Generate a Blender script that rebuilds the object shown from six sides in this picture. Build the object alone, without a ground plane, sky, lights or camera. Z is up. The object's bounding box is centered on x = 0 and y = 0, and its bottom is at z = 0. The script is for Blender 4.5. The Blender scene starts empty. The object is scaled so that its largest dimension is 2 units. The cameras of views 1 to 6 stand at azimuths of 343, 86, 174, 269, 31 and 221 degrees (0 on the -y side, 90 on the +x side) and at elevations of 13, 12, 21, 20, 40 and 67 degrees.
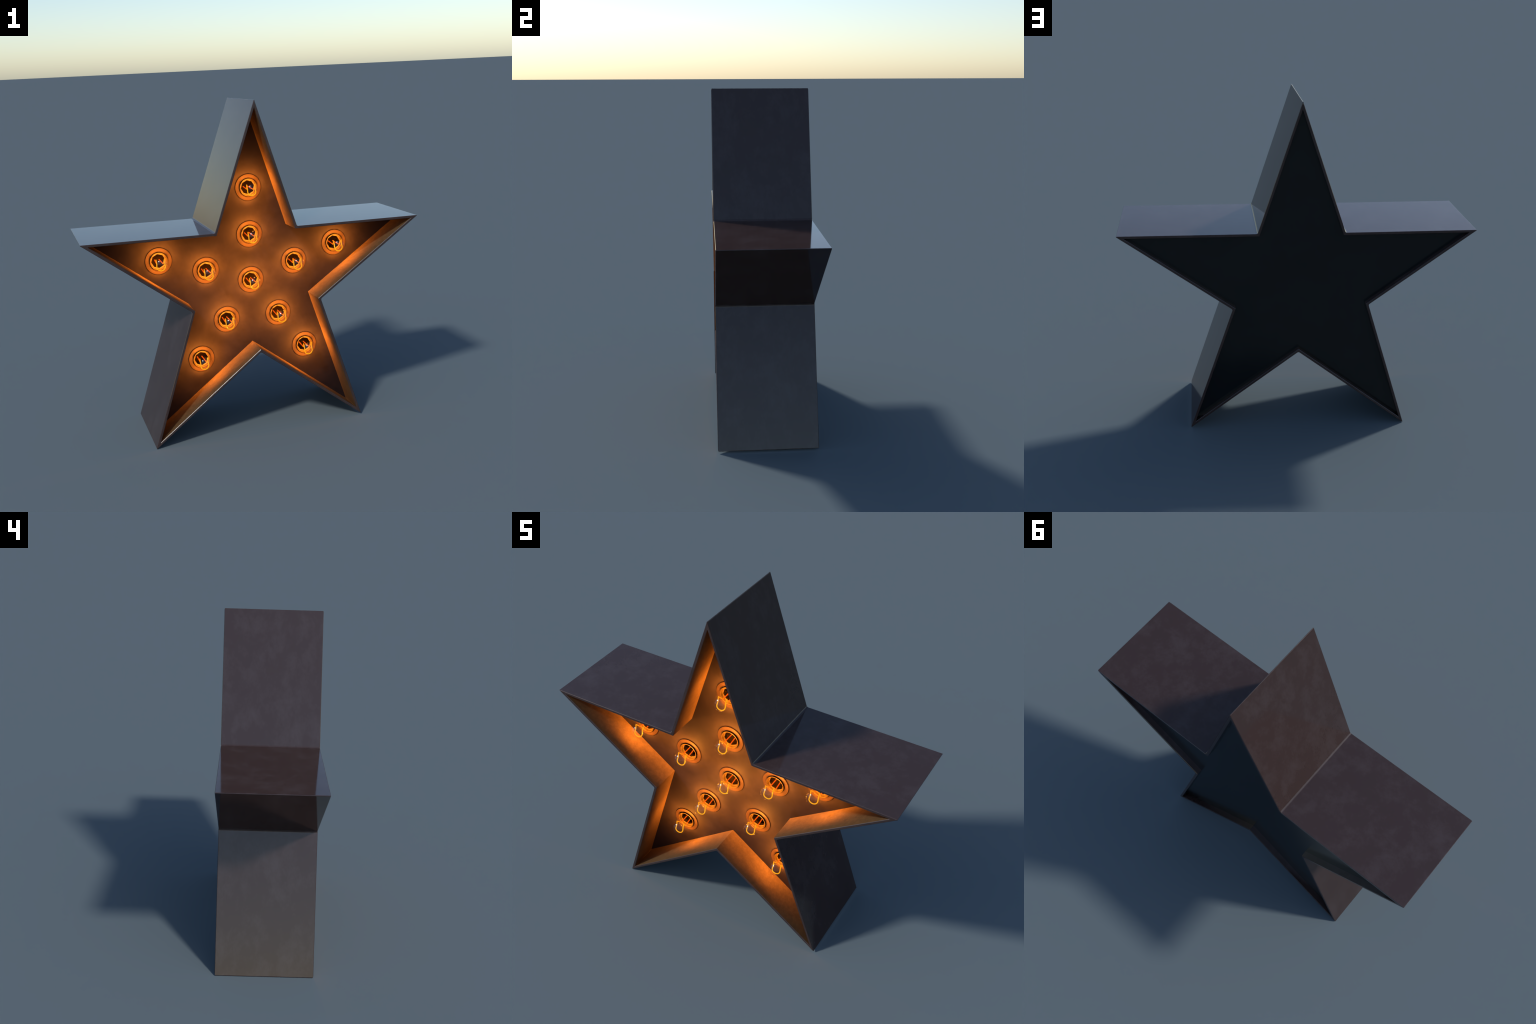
"""Marquee star: a deep sheet-metal star box with eleven filament bulbs set into
its recessed face.  Metres, z up, the open face looks along -y."""
import bpy, bmesh, math
from mathutils import Vector, noise

# ------------------------------------------------------------------ sizes
HALF_DEPTH = 0.2780          # half of the box's depth (y)
WALL = 0.0149                # sheet thickness seen on the rims
FACE_Y = -0.1065             # recessed face that carries the lamps
BACK_Y = 0.2452              # recessed back panel
CHAMFER = 0.0022

# star corners (x, z): tip, notch, tip, notch ... clockwise from the top tip
STAR = [
    (0.0094, 1.9534), (0.2343, 1.2206),      # top tip, notch
    (1.0060, 1.2113), (0.3676, 0.7682),      # tip towards +x
    (0.6104, 0.0032), (-0.0166, 0.4924),     # foot towards +x
    (-0.6743, -0.0046), (-0.4114, 0.7858),   # foot towards -x
    (-1.0052, 1.2361), (-0.2556, 1.2251),    # tip towards -x
]
NOTCH_ROUND, TIP_ROUND = 0.0120, 0.0024

# lamp centres (x, z): one in the middle, two along each arm
LAMPS = [(-0.0100, 0.8935),
         (-0.0060, 1.1690), (0.0000, 1.4450),
         (0.2640, 0.9800), (0.5260, 1.0640),
         (0.1520, 0.6685), (0.3125, 0.4450),
         (-0.1705, 0.6685), (-0.3380, 0.4450),
         (-0.2795, 0.9800), (-0.5540, 1.0660)]


# ------------------------------------------------------------------ helpers
def offset_polygon(points, d):
    """Mitred copy of a clockwise polygon, moved inwards by d."""
    n, out = len(points), []
    for i in range(n):
        a, b, c = (Vector(points[(i + k) % n]) for k in (-1, 0, 1))
        e0, e1 = (b - a).normalized(), (c - b).normalized()
        n0, n1 = Vector((e0.y, -e0.x)), Vector((e1.y, -e1.x))
        m = (n0 + n1).normalized()
        out.append(b + m * (d / m.dot(n0)))
    return out


def round_corners(points, radii, steps):
    """Replace every corner by a tangent arc with a support point on either side."""
    n, out = len(points), []
    for i in range(n):
        a, b, c = (Vector(points[(i + k) % n]) for k in (-1, 0, 1))
        u, v = (a - b).normalized(), (c - b).normalized()
        half = u.angle(v) / 2
        r = radii[i]
        centre = b + (u + v).normalized() * (r / math.sin(half))
        start, end = b + u * (r / math.tan(half)), b + v * (r / math.tan(half))
        s, e = start - centre, end - centre
        sweep = s.angle_signed(e)
        out.append(start + u * 0.0008)   # keeps the flat wall's shading flat
        for k in range(steps + 1):
            t = -sweep * k / steps
            ca, sa = math.cos(t), math.sin(t)
            out.append(centre + Vector((s.x * ca - s.y * sa, s.x * sa + s.y * ca)))
        out.append(end + v * 0.0008)
    return out


STEPS = 5


def star_ring(inset, notch=NOTCH_ROUND, tip=TIP_ROUND):
    radii = [tip if i % 2 == 0 else notch for i in range(len(STAR))]
    return round_corners(offset_polygon(STAR, inset), radii, STEPS)


def make_object(name, bm, materials, parent=None, sharp=28.0, keep_normals=False):
    mesh = bpy.data.meshes.new(name)
    if not keep_normals:
        bmesh.ops.recalc_face_normals(bm, faces=bm.faces)
    bm.to_mesh(mesh)
    bm.free()
    for m in materials:
        mesh.materials.append(m)
    for p in mesh.polygons:
        p.use_smooth = True
    mesh.set_sharp_from_angle(angle=math.radians(sharp))
    obj = bpy.data.objects.new(name, mesh)
    bpy.context.scene.collection.objects.link(obj)
    obj.parent = parent
    return obj


def lathe(bm, profile, segments=48, material=0, shape=None):
    """Turn (radius, y) pairs about the y axis; shape(angle) may scale a radius."""
    rings = []
    for k, (r, y) in enumerate(profile):
        if r < 1e-6:
            rings.append([bm.verts.new((0, y, 0))])
            continue
        ring = []
        for i in range(segments):
            a = math.tau * i / segments
            q = r * (shape(k, a) if shape else 1.0)
            ring.append(bm.verts.new((q * math.sin(a), y, q * math.cos(a))))
        rings.append(ring)
    for k in range(len(rings) - 1):
        r0, r1 = rings[k], rings[k + 1]
        m = material(k) if callable(material) else material
        for i in range(segments):
            j = (i + 1) % segments
            if len(r0) == 1:
                f = bm.faces.new((r0[0], r1[j], r1[i]))
            elif len(r1) == 1:
                f = bm.faces.new((r0[i], r0[j], r1[0]))
            else:
                f = bm.faces.new((r0[i], r0[j], r1[j], r1[i]))
            f.material_index = m
    return rings


# ------------------------------------------------------------------ materials
def new_material(name):
    m = bpy.data.materials.new(name)
    m.use_nodes = True
    t = m.node_tree
    t.nodes.clear()
    out = t.nodes.new("ShaderNodeOutputMaterial")
    return m, t, out


def painted_metal(name, dark, light, rough, spec, bump, patch_scale=3.0, streak=(1, 1, 1), patch=(0.42, 0.66)):
    """Dark lacquered sheet: cloudy patches, fine mottling, slightly uneven gloss."""
    m, t, out = new_material(name)
    N, L = t.nodes.new, t.links.new
    co = N("ShaderNodeTexCoord")
    mp = N("ShaderNodeMapping")
    mp.inputs["Scale"].default_value = streak
    L(co.outputs["Object"], mp.inputs["Vector"])
    cloud = N("ShaderNodeTexNoise")
    cloud.inputs["Scale"].default_value = patch_scale
    cloud.inputs["Detail"].default_value = 13
    cloud.inputs["Roughness"].default_value = 0.77
    cloud.inputs["Distortion"].default_value = 0.12
    L(mp.outputs[0], cloud.inputs["Vector"])
    ramp = N("ShaderNodeValToRGB")
    ramp.color_ramp.elements[0].position, ramp.color_ramp.elements[1].position = patch
    ramp.color_ramp.elements[0].color = (*dark, 1)
    ramp.color_ramp.elements[1].color = (*light, 1)
    L(cloud.outputs["Fac"], ramp.inputs[0])
    grain = N("ShaderNodeTexNoise")
    grain.inputs["Scale"].default_value = 60
    grain.inputs["Detail"].default_value = 6
    L(mp.outputs[0], grain.inputs["Vector"])
    mul = N("ShaderNodeMapRange")
    mul.inputs["To Min"].default_value, mul.inputs["To Max"].default_value = rough
    L(cloud.outputs["Fac"], mul.inputs["Value"])
    bp = N("ShaderNodeBump")
    bp.inputs["Strength"].default_value = bump
    bp.inputs["Distance"].default_value = 0.004
    L(grain.outputs["Fac"], bp.inputs["Height"])
    b = N("ShaderNodeBsdfPrincipled")
    b.inputs["Specular IOR Level"].default_value = spec
    L(ramp.outputs[0], b.inputs["Base Color"])
    L(mul.outputs[0], b.inputs["Roughness"])
    L(bp.outputs[0], b.inputs["Normal"])
    L(b.outputs[0], out.inputs[0])
    return m


def plain_metal(name, colour, rough, metallic, spec=0.5):
    m, t, out = new_material(name)
    b = t.nodes.new("ShaderNodeBsdfPrincipled")
    b.inputs["Base Color"].default_value = (*colour, 1)
    b.inputs["Roughness"].default_value = rough
    b.inputs["Metallic"].default_value = metallic
    b.inputs["Specular IOR Level"].default_value = spec
    n = t.nodes.new("ShaderNodeTexNoise")
    n.inputs["Scale"].default_value = 90
    bp = t.nodes.new("ShaderNodeBump")
    bp.inputs["Strength"].default_value = 0.08
    bp.inputs["Distance"].default_value = 0.002
    co = t.nodes.new("ShaderNodeTexCoord")
    t.links.new(co.outputs["Object"], n.inputs["Vector"])
    t.links.new(n.outputs["Fac"], bp.inputs["Height"])
    t.links.new(bp.outputs[0], b.inputs["Normal"])
    t.links.new(b.outputs[0], out.inputs[0])
    return m


def glass():
    """Thin clear bulb glass: see-through, a glossy skin, warmer at the rim."""
    m, t, out = new_material("bulb_glass")
    N, L = t.nodes.new, t.links.new
    lw = N("ShaderNodeLayerWeight")
    lw.inputs["Blend"].default_value = 0.18
    tint = N("ShaderNodeValToRGB")
    tint.color_ramp.elements[0].position, tint.color_ramp.elements[1].position = 0.35, 0.98
    tint.color_ramp.elements[0].color = (1, 1, 1, 1)
    tint.color_ramp.elements[1].color = (0.62, 0.5, 0.42, 1)
    L(lw.outputs["Facing"], tint.inputs[0])
    clear = N("ShaderNodeBsdfTransparent")
    L(tint.outputs[0], clear.inputs[0])
    gloss = N("ShaderNodeBsdfGlossy")
    gloss.inputs["Roughness"].default_value = 0.18
    geo = N("ShaderNodeNewGeometry")
    fr = N("ShaderNodeFresnel")
    fr.inputs["IOR"].default_value = 1.45
    keep = N("ShaderNodeMath")
    keep.operation = "SUBTRACT"
    keep.use_clamp = True
    cap = N("ShaderNodeMath")
    cap.operation = "MINIMUM"
    cap.inputs[1].default_value = 0.045
    L(fr.outputs[0], cap.inputs[0])
    L(cap.outputs[0], keep.inputs[0])
    L(geo.outputs["Backfacing"], keep.inputs[1])
    mix = N("ShaderNodeMixShader")
    L(keep.outputs[0], mix.inputs[0])
    L(clear.outputs[0], mix.inputs[1])
    L(gloss.outputs[0], mix.inputs[2])
    L(mix.outputs[0], out.inputs[0])
    return m


def glowing_wire():
    """Hot filament: deep orange near the leads, amber along the loop."""
    m, t, out = new_material("glowing_filament")
    N, L = t.nodes.new, t.links.new
    co = N("ShaderNodeTexCoord")
    sep = N("ShaderNodeSeparateXYZ")
    L(co.outputs["Object"], sep.inputs[0])
    mr = N("ShaderNodeMapRange")
    mr.inputs["From Min"].default_value, mr.inputs["From Max"].default_value = -0.02, -0.078
    L(sep.outputs["Y"], mr.inputs["Value"])
    ramp = N("ShaderNodeValToRGB")
    ramp.color_ramp.elements[0].color = (1.0, 0.10, 0.004, 1)
    ramp.color_ramp.elements[1].color = (1.0, 0.40, 0.012, 1)
    L(mr.outputs[0], ramp.inputs[0])
    e = N("ShaderNodeEmission")
    e.inputs["Strength"].default_value = 1.05
    L(ramp.outputs[0], e.inputs[0])
    L(e.outputs[0], out.inputs[0])
    return m


LIGHT_COLOUR = (1.0, 0.315, 0.034)
LIGHT_STRENGTH = 2350.0


def one_sided_emitter():
    """Inside of the bulb's crown: throws the lamp's light back into the star."""
    m, t, out = new_material("hidden_lamp_emitter")
    N, L = t.nodes.new, t.links.new
    e = N("ShaderNodeEmission")
    e.inputs[0].default_value = (*LIGHT_COLOUR, 1)
    e.inputs["Strength"].default_value = LIGHT_STRENGTH
    clear = N("ShaderNodeBsdfTransparent")
    geo = N("ShaderNodeNewGeometry")
    mix = N("ShaderNodeMixShader")
    L(geo.outputs["Backfacing"], mix.inputs[0])
    L(e.outputs[0], mix.inputs[1])
    L(clear.outputs[0], mix.inputs[2])
    L(mix.outputs[0], out.inputs[0])
    m.cycles.emission_sampling = "FRONT"
    return m


MAT_SHELL = painted_metal("dark_lacquered_steel", (0.0385, 0.0230, 0.0208), (0.0500, 0.0345, 0.0335), (0.03, 0.12), 0.5, 0.0, 7.0, (1.0, 1.0, 0.6), (0.47, 0.64))
MAT_RIM = painted_metal("worn_rim_edge", (0.036, 0.0218, 0.0200), (0.050, 0.0315, 0.0295), (0.22, 0.46), 0.5, 0.0, 9.0)
MAT_LINER = painted_metal("mottled_inner_steel", (0.066, 0.0400, 0.0190), (0.092, 0.0560, 0.0260), (0.55, 0.75), 0.06, 0.2, 42.0)  # base lightened above the shell's so the walls show a strong lamp glow
MAT_FACE = painted_metal("brown_face_steel", (0.0095, 0.0072, 0.0084), (0.0145, 0.0110, 0.0128), (0.6, 0.8), 0.03, 0.05, 4.0)  # darkened well below the shell to hold down the glow on the plate
MAT_BACK = painted_metal("black_back_board", (0.0060, 0.0072, 0.0078), (0.0085, 0.0100, 0.0105), (0.16, 0.26), 0.35, 0.0, 6.0)
MAT_FLANGE = plain_metal("bronze_flange", (0.0180, 0.0100, 0.0062), 0.6, 0.0, 0.05)  # albedo cut to land on the flange's lit orange
MAT_BRASS = plain_metal("brass_collar", (0.0150, 0.0094, 0.0026), 0.55, 0.0, 0.05)  # brass colour dimmed against the glare of the bulb above it
MAT_CUP = plain_metal("black_lamp_mouth", (0.0012, 0.0006, 0.0004), 0.5, 0.0, 0.02)  # near-black base paints in the darkness of the socket hole
MAT_HOLLOW = plain_metal("dark_hollow_inside", (0.020, 0.011, 0.005), 0.8, 0.0, 0.02)
MAT_GLASS, MAT_WIRE, MAT_GLOW = glass(), glowing_wire(), one_sided_emitter()

# ------------------------------------------------------------------ the star
root = bpy.data.objects.new("marquee_star_light", None)
root.empty_display_size = 0.2
bpy.context.scene.collection.objects.link(root)
root["label"] = "deep dark metal star sign with eleven glowing amber bulbs"
root["category"] = "star lamp"

# --- frame: one closed section swept round the star outline
c, H = CHAMFER, HALF_DEPTH
SECTION = [  # inset from the outline, y, notch radius, material of the strip that follows
    (0.0, -H + c, NOTCH_ROUND, 0),
    (0.0, H - c, NOTCH_ROUND, 0),
    (c, H, NOTCH_ROUND - c, 0),
    (WALL - c, H, 0.0040, 0),
    (WALL, H - c, 0.0020, 0),
    (WALL, BACK_Y, 0.0020, 3),
    (WALL, FACE_Y, 0.0020, 1),
    (WALL, -H + c, 0.0020, 2),
    (WALL - c, -H, 0.0040, 2),
    (c, -H, NOTCH_ROUND - c, 0),
]
bm = bmesh.new()
rings = [[bm.verts.new((p.x, y, p.y)) for p in star_ring(inset, notch, TIP_ROUND if inset < WALL / 2 else 0.0008)] for inset, y, notch, _ in SECTION]
count = len(rings[0])
for k, (_, _, _, mat) in enumerate(SECTION):
    r0, r1 = rings[k], rings[(k + 1) % len(rings)]
    for i in range(count):
        j = (i + 1) % count
        bm.faces.new((r0[i], r0[j], r1[j], r1[i])).material_index = mat
make_object("frame", bm, [MAT_SHELL, MAT_LINER, MAT_RIM, MAT_HOLLOW], root)


def star_board(name, y_front, y_back, holes, hole_radius, material):
    """Flat star-shaped board that fills the frame, with round holes cut through."""
    bm = bmesh.new()
    outline = star_ring(WALL - 0.001, 0.002, 0.0008)
    loops = [[(p.x, p.y) for p in outline]]
    for hx, hz in holes:
        loops.append([(hx + hole_radius * math.sin(math.tau * i / 48), hz + hole_radius * math.cos(math.tau * i / 48)) for i in range(48)])
    edges = []
    for loop in loops:
        vs = [bm.verts.new((x, y_front, z)) for x, z in loop]
        edges += [bm.edges.new((vs[i], vs[(i + 1) % len(vs)])) for i in range(len(vs))]
    res = bmesh.ops.triangle_fill(bm, use_beauty=True, edges=edges)
    faces = [g for g in res["geom"] if isinstance(g, bmesh.types.BMFace)]
    bmesh.ops.dissolve_limit(bm, angle_limit=0.01, verts=bm.verts, edges=bm.edges) if not holes else None
    ext = bmesh.ops.extrude_face_region(bm, geom=list(bm.faces))
    for v in (g for g in ext["geom"] if isinstance(g, bmesh.types.BMVert)):
        v.co.y = y_back
    for f in bm.faces:
        f.material_index = 1 if all(abs(v.co.y - y_back) < 1e-6 for v in f.verts) else 0
    return make_object(name, bm, [material, MAT_HOLLOW], root)


star_board("face_plate", FACE_Y, FACE_Y + 0.006, LAMPS, 0.060, MAT_FACE)
star_board("back_panel", BACK_Y, BACK_Y - 0.006, [], 0.0, MAT_BACK)

# --- lamp socket: flange ring, raised brass collar, eight-sided black mouth open to the hollow box
def eight_sided(k, a):
    if k < 10:
        return 1.0
    step = math.tau / 8
    return math.cos(step / 2) / math.cos((a + 0.1) % step - step / 2)


SOCKET = [(0.0775, 0.0010), (0.0775, -0.0035), (0.0768, -0.0042), (0.0540, -0.0042),
          (0.0525, -0.0030), (0.0525, -0.0105), (0.0518, -0.0115), (0.0478, -0.0115), (0.0468, -0.0105),
          (0.0458, 0.0020), (0.0412, 0.0040), (0.0408, 0.0060), (0.0405, 0.0220)]
bm = bmesh.new()
lathe(bm, SOCKET, 64, lambda k: 0 if k < 3 else 2 if k in (3, 4) else 1 if k < 10 else 2, eight_sided)
socket_proto = make_object("socket", bm, [MAT_FLANGE, MAT_BRASS, MAT_CUP], root)

# --- bulb: clear globe on a short neck
BULB_C, BULB_R = -0.0750, 0.0450
profile = [(0.0300, 0.0120), (0.0300, -0.0150), (0.0305, -0.0280)]
a0 = math.asin(0.0330 / BULB_R)
for k in range(19):
    a = math.pi - a0 - (math.pi - a0) * k / 18
    profile.append((BULB_R * math.sin(a), BULB_C - BULB_R * math.cos(a)))
profile[-1] = (0.0, BULB_C - BULB_R)
bm = bmesh.new()
lathe(bm, profile, 48)
bulb_proto = make_object("light_bulb", bm, [MAT_GLASS], root, 60)

# --- added emitter surfaces that supply the bulb's glow (faces look back into the star)
bm = bmesh.new()
EMITTER_TILT = math.tan(math.radians(12))
prof = [(r, BULB_C - 0.0440 + r * EMITTER_TILT) for r in (0.0, 0.0085, 0.0165)]
lathe(bm, prof, 32)
lathe(bm, [(0.0, -0.0500), (0.0060, -0.0500), (0.0110, -0.0500)], 24)   # second unseen emitter disc, makes the tight halo round the flange
bm.normal_update()
bmesh.ops.reverse_faces(bm, faces=[f for f in bm.faces if f.normal.y < 0])
glow_proto = make_object("hidden_glow_emitter", bm, [MAT_GLOW], bulb_proto, 60, keep_normals=True)

# --- filament: two leads out of the socket, a sagging loop between them
WIRE = [(-0.0150, 0.045, 0.0000), (-0.0180, -0.038, -0.0055), (-0.0250, -0.064, 0.0225), (-0.0235, -0.071, 0.0010),
        (-0.0250, -0.081, -0.0200), (-0.0180, -0.084, -0.0325), (-0.0020, -0.084, -0.0385), (0.0135, -0.083, -0.0330),
        (0.0225, -0.080, -0.0195), (0.0220, -0.072, 0.0020), (0.0240, -0.065, 0.0250), (0.0180, -0.047, -0.0085), (0.0120, 0.045, 0.0000)]
SHARP_BENDS = {0, 1, 2, 10, 11, 12}


def smooth_path(points):
    """Catmull-Rom through the soft bends, straight runs at the sharp ones."""
    pts, out = [Vector(p) for p in points], []
    for i in range(len(pts) - 1):
        p1, p2 = pts[i], pts[i + 1]
        if i in SHARP_BENDS and i + 1 in SHARP_BENDS:
            out += [p1.lerp(p2, s / 3) for s in range(3)]
            continue
        p0 = pts[i - 1] if i not in SHARP_BENDS else p1 - (p2 - p1)
        p3 = pts[i + 2] if i + 1 not in SHARP_BENDS else p2 + (p2 - p1)
        for s in range(5):
            u = s / 5
            out.append(0.5 * (2 * p1 + (p2 - p0) * u + (2 * p0 - 5 * p1 + 4 * p2 - p3) * u * u + (3 * p1 - p0 - 3 * p2 + p3) * u ** 3))
    return out + [pts[-1]]


def tube(bm, path, radius, sides=8):
    rings, side = [], Vector((0.3, 0.1, 1)).normalized()
    for i, p in enumerate(path):
        d = (path[min(i + 1, len(path) - 1)] - path[max(i - 1, 0)]).normalized()
        side = (side - d * side.dot(d)).normalized()
        other = d.cross(side)
        rings.append([bm.verts.new(p + radius * (math.cos(math.tau * k / sides) * side + math.sin(math.tau * k / sides) * other)) for k in range(sides)])
    for r0, r1 in zip(rings, rings[1:]):
        for k in range(sides):
            bm.faces.new((r0[k], r0[(k + 1) % sides], r1[(k + 1) % sides], r1[k]))
    bm.faces.new(rings[0])
    bm.faces.new(list(reversed(rings[-1])))


bm = bmesh.new()
tube(bm, smooth_path(WIRE), 0.0030)
wire_proto = make_object("filament", bm, [MAT_WIRE], bulb_proto, 60)

# --- set one lamp into every hole
for n, (x, z) in enumerate(LAMPS):
    place = Vector((x, FACE_Y, z))
    if n == 0:
        socket, bulb = socket_proto, bulb_proto
    else:
        socket, bulb = socket_proto.copy(), bulb_proto.copy()
        for o in (socket, bulb):
            bpy.context.scene.collection.objects.link(o)
            o.parent = root
        for proto in (glow_proto, wire_proto):
            child = proto.copy()
            bpy.context.scene.collection.objects.link(child)
            child.parent = bulb
    socket.location = place
    bulb.location = place
